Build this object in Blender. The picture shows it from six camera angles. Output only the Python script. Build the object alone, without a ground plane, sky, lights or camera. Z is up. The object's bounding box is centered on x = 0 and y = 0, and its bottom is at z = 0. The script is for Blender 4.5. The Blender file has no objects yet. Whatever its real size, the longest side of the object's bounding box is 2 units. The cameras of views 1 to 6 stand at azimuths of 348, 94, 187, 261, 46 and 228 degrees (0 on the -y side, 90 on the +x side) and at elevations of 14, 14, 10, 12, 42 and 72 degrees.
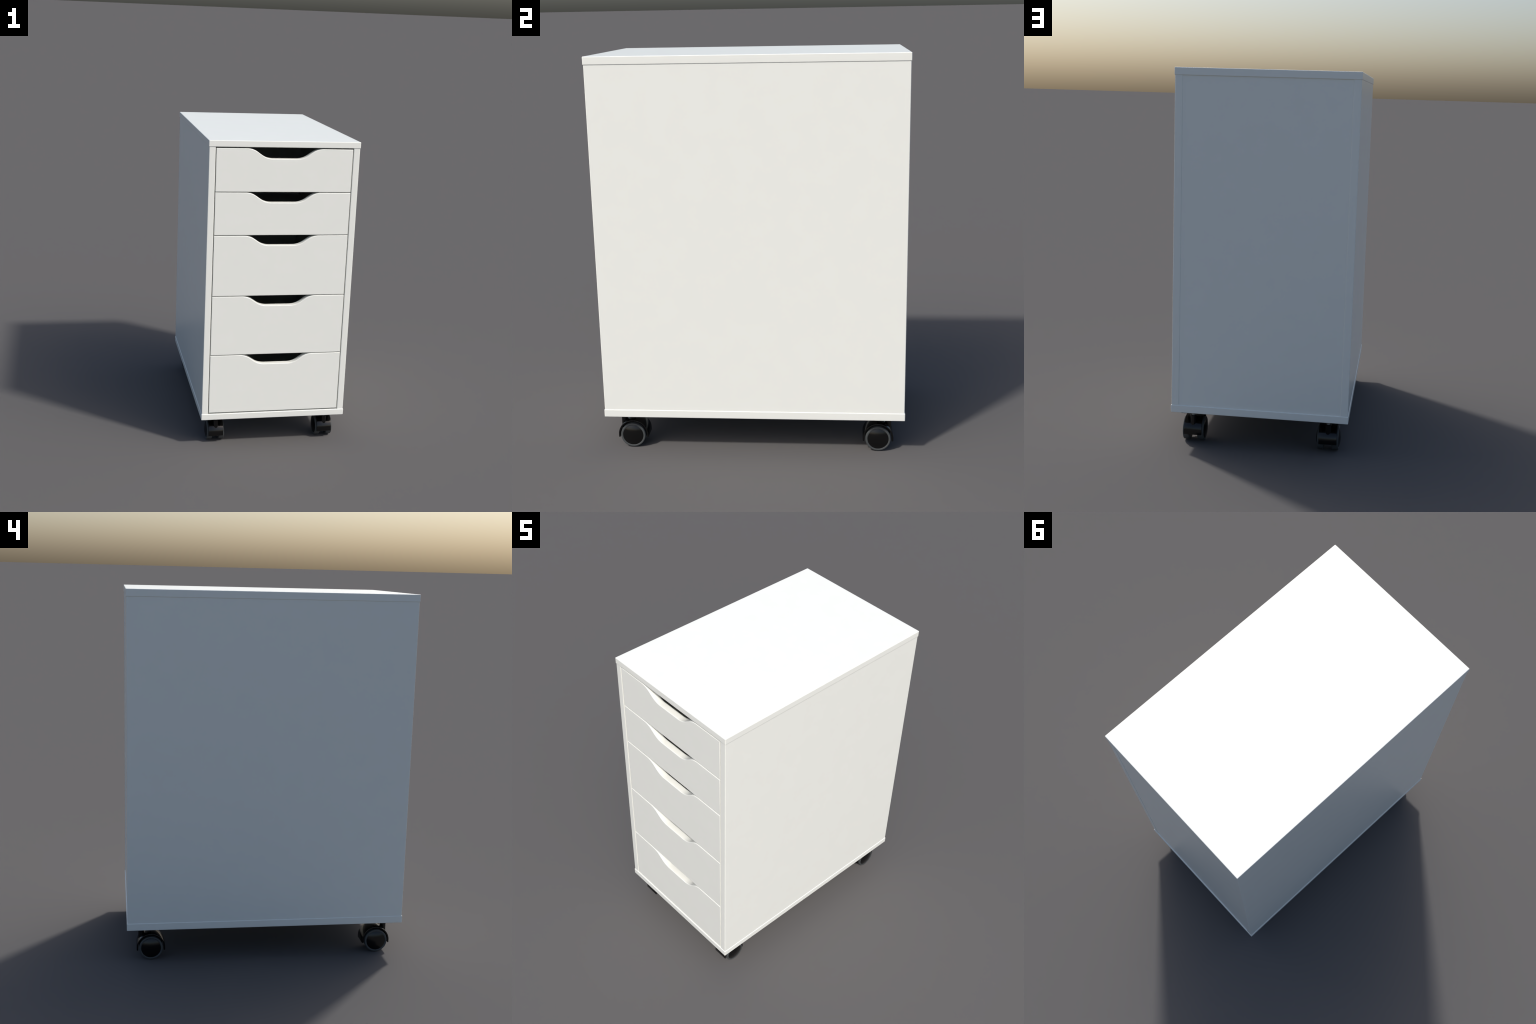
"""White five-drawer office pedestal on four black twin-wheel castors."""
import bpy, bmesh, math
from mathutils import Vector, Matrix

# ------------------------------------------------------------------ sizes (m)
HX, HY, TOP = 0.4740, 0.7648, 2.0        # half width, half depth, full height
BOARD = 0.0390                           # board thickness
Z_TOP0 = TOP - BOARD                     # underside of the top board
Z_BOT0, Z_BOT1 = 0.1875, 0.2280          # bottom board
INSET = 0.0026                           # carcass stands back from both boards
BX, BY = HX - INSET, HY - INSET          # half width / depth of the carcass
INNER = 0.4315                           # inner face of the side panels
FRONT_T = 0.042                          # thickness of a drawer front
FX = 0.4270                              # half width of a drawer front
FRONT_BASE, FRONT_TOP, SEAM_GAP = 0.2360, 1.9535, 0.0048
SEAMS = [1.6840, 1.4120, 1.0200, 0.6280]
# finger scoop in the top edge of every front: two arcs and a short slope a side
SCOOP_HALF, SCOOP_FLAT, SCOOP_R, SCOOP_ANGLE, SCOOP_RUN = 0.2400, 0.0750, 0.1190, math.radians(35), 0.0348

CASTOR_X, CASTOR_Y = 0.366, 0.6335
TYRE_R, CAP_R, TYRE_OUT, TYRE_IN, DOME_OUT = 0.0645, 0.0535, 0.0570, 0.0215, 0.0670
HOOD_R, HOOD_T, HOOD_HALF, HOOD_END = 0.0778, 0.0085, 0.0480, 0.0480
BOSS_R, BOSS_OFF, BOSS_TOP = 0.0162, 0.0525, 0.1550


# ------------------------------------------------------------------ materials
def material(name, colour, rough, ior=1.5, spec=0.5, grain=0.0, grain_scale=60.0, bump=0.0):
    m = bpy.data.materials.new(name)
    m.use_nodes = True
    nt = m.node_tree
    b = nt.nodes["Principled BSDF"]
    b.inputs["Roughness"].default_value = rough
    b.inputs["IOR"].default_value = ior
    b.inputs["Specular IOR Level"].default_value = spec
    co = nt.nodes.new("ShaderNodeTexCoord")
    nz = nt.nodes.new("ShaderNodeTexNoise")
    nz.inputs["Scale"].default_value = grain_scale
    nz.inputs["Detail"].default_value = 3.0
    nt.links.new(co.outputs["Object"], nz.inputs["Vector"])
    ramp = nt.nodes.new("ShaderNodeValToRGB")
    lo = [c * (1 - grain) for c in colour]
    hi = [min(1, c * (1 + grain)) for c in colour]
    ramp.color_ramp.elements[0].position, ramp.color_ramp.elements[1].position = 0.3, 0.7
    ramp.color_ramp.elements[0].color = (*lo, 1)
    ramp.color_ramp.elements[1].color = (*hi, 1)
    nt.links.new(nz.outputs["Fac"], ramp.inputs["Fac"])
    nt.links.new(ramp.outputs["Color"], b.inputs["Base Color"])
    if bump:
        bp = nt.nodes.new("ShaderNodeBump")
        bp.inputs["Strength"].default_value = bump
        bp.inputs["Distance"].default_value = 0.001
        nt.links.new(nz.outputs["Fac"], bp.inputs["Height"])
        nt.links.new(bp.outputs["Normal"], b.inputs["Normal"])
    return m


WHITE = material("white_laminate", (0.845, 0.858, 0.808), 0.26, grain=0.006, grain_scale=9)
BLACK_GLOSS = material("black_gloss_plastic", (0.0018, 0.0018, 0.0018), 0.17, grain=0.08)
RUBBER = material("grey_rubber", (0.056, 0.062, 0.064), 0.55, grain=0.06, grain_scale=120, bump=0.05)
STEEL = material("grey_steel", (0.35, 0.36, 0.37), 0.40, grain=0.04)
STEEL.node_tree.nodes["Principled BSDF"].inputs["Metallic"].default_value = 0.8


# ------------------------------------------------------------------ helpers
def finish(name, bm, mat, parent, bevel=0.0, segments=3, angle=35):
    if bevel:
        edges = [e for e in bm.edges if len(e.link_faces) == 2
                 and e.calc_face_angle(0) > math.radians(angle)]
        bmesh.ops.bevel(bm, geom=edges, offset=bevel, segments=segments, profile=0.5,
                        affect='EDGES', clamp_overlap=True)
    bmesh.ops.recalc_face_normals(bm, faces=bm.faces[:])
    me = bpy.data.meshes.new(name)
    bm.to_mesh(me)
    bm.free()
    me.materials.append(mat)
    for p in me.polygons:
        p.use_smooth = True
    me.set_sharp_from_angle(angle=math.radians(30))
    ob = bpy.data.objects.new(name, me)
    bpy.context.scene.collection.objects.link(ob)
    if bevel:
        # keep large flats truly flat beside the small rounded edges
        w = ob.modifiers.new("weighted", "WEIGHTED_NORMAL")
        w.keep_sharp = True
    ob.parent = parent
    return ob


def add_box(bm, lo, hi):
    c = [(a + b) / 2 for a, b in zip(lo, hi)]
    s = [b - a for a, b in zip(lo, hi)]
    bmesh.ops.create_cube(bm, size=1, matrix=Matrix.Translation(c) @ Matrix.Diagonal((*s, 1)))


def box(name, lo, hi, mat, parent, bevel=0.003, segments=3):
    bm = bmesh.new()
    add_box(bm, lo, hi)
    return finish(name, bm, mat, parent, bevel, segments)


def prism(bm, outline, place, a, b):
    """Extrude a closed 2D outline between a and b; place(u, v, w) -> xyz."""
    fa = [bm.verts.new(place(u, v, a)) for u, v in outline]
    fb = [bm.verts.new(place(u, v, b)) for u, v in outline]
    n = len(outline)
    bm.faces.new(fa)
    bm.faces.new(fb[::-1])
    for i in range(n):
        j = (i + 1) % n
        bm.faces.new((fa[j], fa[i], fb[i], fb[j]))
    bmesh.ops.recalc_face_normals(bm, faces=bm.faces[:])


def lathe(bm, profile, place, steps=64):
    """Revolve (radius, offset) points; place(cos*r, sin*r, offset) -> xyz."""
    rings = []
    for r, o in profile:
        if r < 1e-6:
            rings.append([bm.verts.new(place(0, 0, o))])
        else:
            rings.append([bm.verts.new(place(r * math.cos(2 * math.pi * k / steps),
                                             r * math.sin(2 * math.pi * k / steps), o))
                          for k in range(steps)])
    for p, q in zip(rings, rings[1:]):
        for k in range(steps):
            l = (k + 1) % steps
            if len(p) == 1:
                bm.faces.new((p[0], q[k], q[l]))
            elif len(q) == 1:
                bm.faces.new((p[k], p[l], q[0]))
            else:
                bm.faces.new((p[k], p[l], q[l], q[k]))


def empty(name, loc, parent=None):
    e = bpy.data.objects.new(name, None)
    e.location = loc
    bpy.context.scene.collection.objects.link(e)
    e.parent = parent
    return e


# ------------------------------------------------------------------ the thing
unit = empty("drawer_unit", (0, 0, 0))
unit["label"] = "white five-drawer office pedestal on four black twin-wheel castors"
unit["category"] = "drawer cabinet"

box("top_board", (-HX, -HY, Z_TOP0), (HX, HY, TOP), WHITE, unit, 0.0034, 4)
box("bottom_board", (-HX, -HY, Z_BOT0), (HX, HY, Z_BOT1), WHITE, unit, 0.0034, 4)
for s in (-1, 1):
    x0, x1 = sorted((s * INNER, s * BX))
    box("side_panel", (x0, -BY, Z_BOT1 - 0.004), (x1, BY, Z_TOP0 + 0.004), WHITE, unit, 0.0034, 4)
box("back_panel", (-INNER - 0.0040, BY - 0.018, Z_BOT1 - 0.004),
    (INNER + 0.0040, BY - 0.0029, Z_TOP0 + 0.004), WHITE, unit, 0.0015, 2)


# ------------------------------------------------------------------ drawers
def scoop_edge(z_top):
    """Top edge of a front from right to left, with the finger scoop."""
    half = []
    n = 14
    for k in range(n + 1):                               # convex shoulder
        a = SCOOP_ANGLE * k / n
        half.append((SCOOP_HALF - SCOOP_R * math.sin(a), -SCOOP_R * (1 - math.cos(a))))
    x, z = half[-1]
    x -= SCOOP_RUN * math.cos(SCOOP_ANGLE)
    z -= SCOOP_RUN * math.sin(SCOOP_ANGLE)
    half.append((x, z))
    for k in range(1, n + 1):                            # concave foot
        a = SCOOP_ANGLE * (1 - k / n)
        half.append((x - SCOOP_R * (math.sin(SCOOP_ANGLE) - math.sin(a)),
                     z - SCOOP_R * (math.cos(a) - math.cos(SCOOP_ANGLE))))
    right = [(u, z_top + v) for u, v in half]
    return right + [(-u, v) for u, v in reversed(right)]


edges_z = [FRONT_TOP] + SEAMS + [FRONT_BASE]
for i in range(5):
    zt = edges_z[i] - (SEAM_GAP / 2 if i else 0)
    zb = edges_z[i + 1] + (SEAM_GAP / 2 - 0.0006 if i < 4 else 0)
    outline = [(-FX, zb), (FX, zb), (FX, zt)] + scoop_edge(zt) + [(-FX, zt)]
    yf = -BY + 0.0002
    bm = bmesh.new()
    prism(bm, outline, lambda u, v, w: (u, w, v), yf, yf + FRONT_T)
    # round the rim of the front and back faces only
    rim = [e for e in bm.edges if abs(e.verts[0].co.y - e.verts[1].co.y) < 1e-6]
    bmesh.ops.bevel(bm, geom=rim, offset=0.0034, segments=4, profile=0.5, affect='EDGES')
    front = finish("drawer_front", bm, WHITE, unit)
    w = front.modifiers.new("weighted", "WEIGHTED_NORMAL")
    w.keep_sharp = True

    # tray behind the front
    zt_tray = zt - 0.006
    y0, y1, hw, t = yf + FRONT_T + 0.0005, 0.420, 0.400, 0.012
    bm = bmesh.new()
    add_box(bm, (-hw, y0, zb + 0.004), (hw, y1, zb + 0.0345))
    for s in (-1, 1):
        a, b = sorted((s * hw, s * (hw - t)))
        add_box(bm, (a, y0, zb + 0.0350), (b, y1, zt_tray))
    add_box(bm, (-hw + t + 0.0005, y1 - t, zb + 0.0350), (hw - t - 0.0005, y1, zt_tray))
    finish("drawer_tray", bm, WHITE, front)


# ------------------------------------------------------------------ castors
def hood_outline():
    """Arched hood section in (y, z): a thick arc whose ends hang below the axle."""
    n = 40
    outer = [(HOOD_R * math.cos(math.pi * k / n), TYRE_R + HOOD_R * math.sin(math.pi * k / n)) for k in range(n + 1)]
    ri = HOOD_R - HOOD_T
    inner = [(ri * math.cos(math.pi * k / n), TYRE_R + (ri + 0.0035) * math.sin(math.pi * k / n)) for k in range(n, -1, -1)]
    r = HOOD_T / 2
    mid = HOOD_R - r
    tip_l = [(-mid - r * math.cos(a), HOOD_END + r - r * math.sin(a))
             for a in [math.pi * k / 6 for k in range(7)]]
    tip_r = [(mid - r * math.cos(a), HOOD_END + r - r * math.sin(a))
             for a in [math.pi * k / 6 for k in range(7)]]
    return outer + tip_l + inner + tip_r


def build_castor_meshes():
    """One castor whose socket points to -y; origin on the ground below the axle."""
    parts = {}
    bm = bmesh.new()
    prism(bm, hood_outline(), lambda u, v, w: (w, u, v), -HOOD_HALF, HOOD_HALF)
    rim = [e for e in bm.edges if abs(e.verts[0].co.x - e.verts[1].co.x) < 1e-6]
    bmesh.ops.bevel(bm, geom=rim, offset=0.0014, segments=2, profile=0.5, affect='EDGES')
    # web between the wheels, carrying the axle
    web = [(0.060 * math.cos(math.pi * k / 16), TYRE_R + 0.0700 * math.sin(math.pi * k / 16)) for k in range(17)]
    prism(bm, [(0.022, 0.047)] + web + [(-0.022, 0.047)], lambda u, v, w: (w, u, v), -0.014, 0.014)
    # upright socket on the outer side of the hood
    lathe(bm, [(0, 0.085), (BOSS_R, 0.085), (BOSS_R, BOSS_TOP - 0.002), (BOSS_R - 0.002, BOSS_TOP), (0, BOSS_TOP)],
          lambda a, b, o: (a, b - BOSS_OFF, o), 32)
    parts["castor"] = (bm, BLACK_GLOSS)

    bm = bmesh.new()
    lathe(bm, [(0, 0.120), (0.0095, 0.120), (0.0095, 0.166), (0.017, 0.168), (0.017, 0.178), (0, 0.178)],
          lambda a, b, o: (a, b - BOSS_OFF, o), 32)
    parts["stem"] = (bm, STEEL)

    bm = bmesh.new()
    add_box(bm, (-0.055, -BOSS_OFF - 0.055, 0.1785), (0.055, -BOSS_OFF + 0.055, 0.1870))
    parts["mounting_plate"] = (bm, BLACK_GLOSS)

    bm = bmesh.new()
    lathe(bm, [(0, -0.0045), (0.006, -0.0040), (0.0105, 0), (0, 0)], lambda a, b, o: (a, b, o), 20)
    parts["screw"] = (bm, STEEL)

    bm = bmesh.new()
    e = 0.0042
    prof = [(CAP_R - 0.003, TYRE_OUT - 0.0035), (CAP_R + 0.001, TYRE_OUT - 0.0005), (CAP_R + 0.003, TYRE_OUT)]
    for k in range(7):
        a = math.pi / 2 * k / 6
        prof.append((TYRE_R - e + e * math.sin(a), TYRE_OUT - e + e * math.cos(a)))
    prof += [(TYRE_R, TYRE_IN + 0.004), (TYRE_R - 0.004, TYRE_IN), (0.020, TYRE_IN), (0.020, TYRE_IN + 0.006)]
    lathe(bm, prof, lambda a, b, o: (o, a, b + TYRE_R), 72)
    parts["tyre"] = (bm, RUBBER)

    bm = bmesh.new()
    prof = [(0, TYRE_IN + 0.003), (0.050, TYRE_IN + 0.003), (CAP_R - 0.0012, TYRE_OUT - 0.006),
            (CAP_R, TYRE_OUT - 0.001)]
    rise = DOME_OUT - TYRE_OUT + 0.001                    # shallow spherical dome
    ball = (CAP_R ** 2 + rise ** 2) / (2 * rise)
    for k in range(1, 17):
        rr = CAP_R * (1 - k / 16)
        prof.append((rr if k < 16 else 0, DOME_OUT - ball + math.sqrt(ball ** 2 - rr ** 2)))
    lathe(bm, prof, lambda a, b, o: (o, a, b + TYRE_R), 72)
    parts["wheel_cap"] = (bm, BLACK_GLOSS)
    return parts


PROTO = {n: finish(n, bm, mat, None) for n, (bm, mat) in build_castor_meshes().items()}
for p in PROTO.values():
    bpy.context.scene.collection.objects.unlink(p)


def place(name, parent, rot=0.0):
    ob = PROTO[name].copy()
    bpy.context.scene.collection.objects.link(ob)
    ob.parent = parent
    ob.rotation_euler = (0, 0, rot)
    return ob


for sy in (-1, 1):
    for sx in (-1, 1):
        castor = PROTO["castor"].copy()                   # hood, web and stem socket
        bpy.context.scene.collection.objects.link(castor)
        castor.parent = unit
        castor.location = (sx * CASTOR_X, sy * CASTOR_Y, 0)
        castor.rotation_euler = (0, 0, 0.0 if sy < 0 else math.pi)
        place("stem", castor)
        place("mounting_plate", castor)
        for dx in (-1, 1):
            for dy in (-1, 1):
                place("screw", castor).location = (dx * 0.040, dy * 0.040 - BOSS_OFF, 0.1785)
        for side in (0.0, math.pi):
            place("tyre", castor, side)
            place("wheel_cap", castor, side)

for p in PROTO.values():
    bpy.data.objects.remove(p)
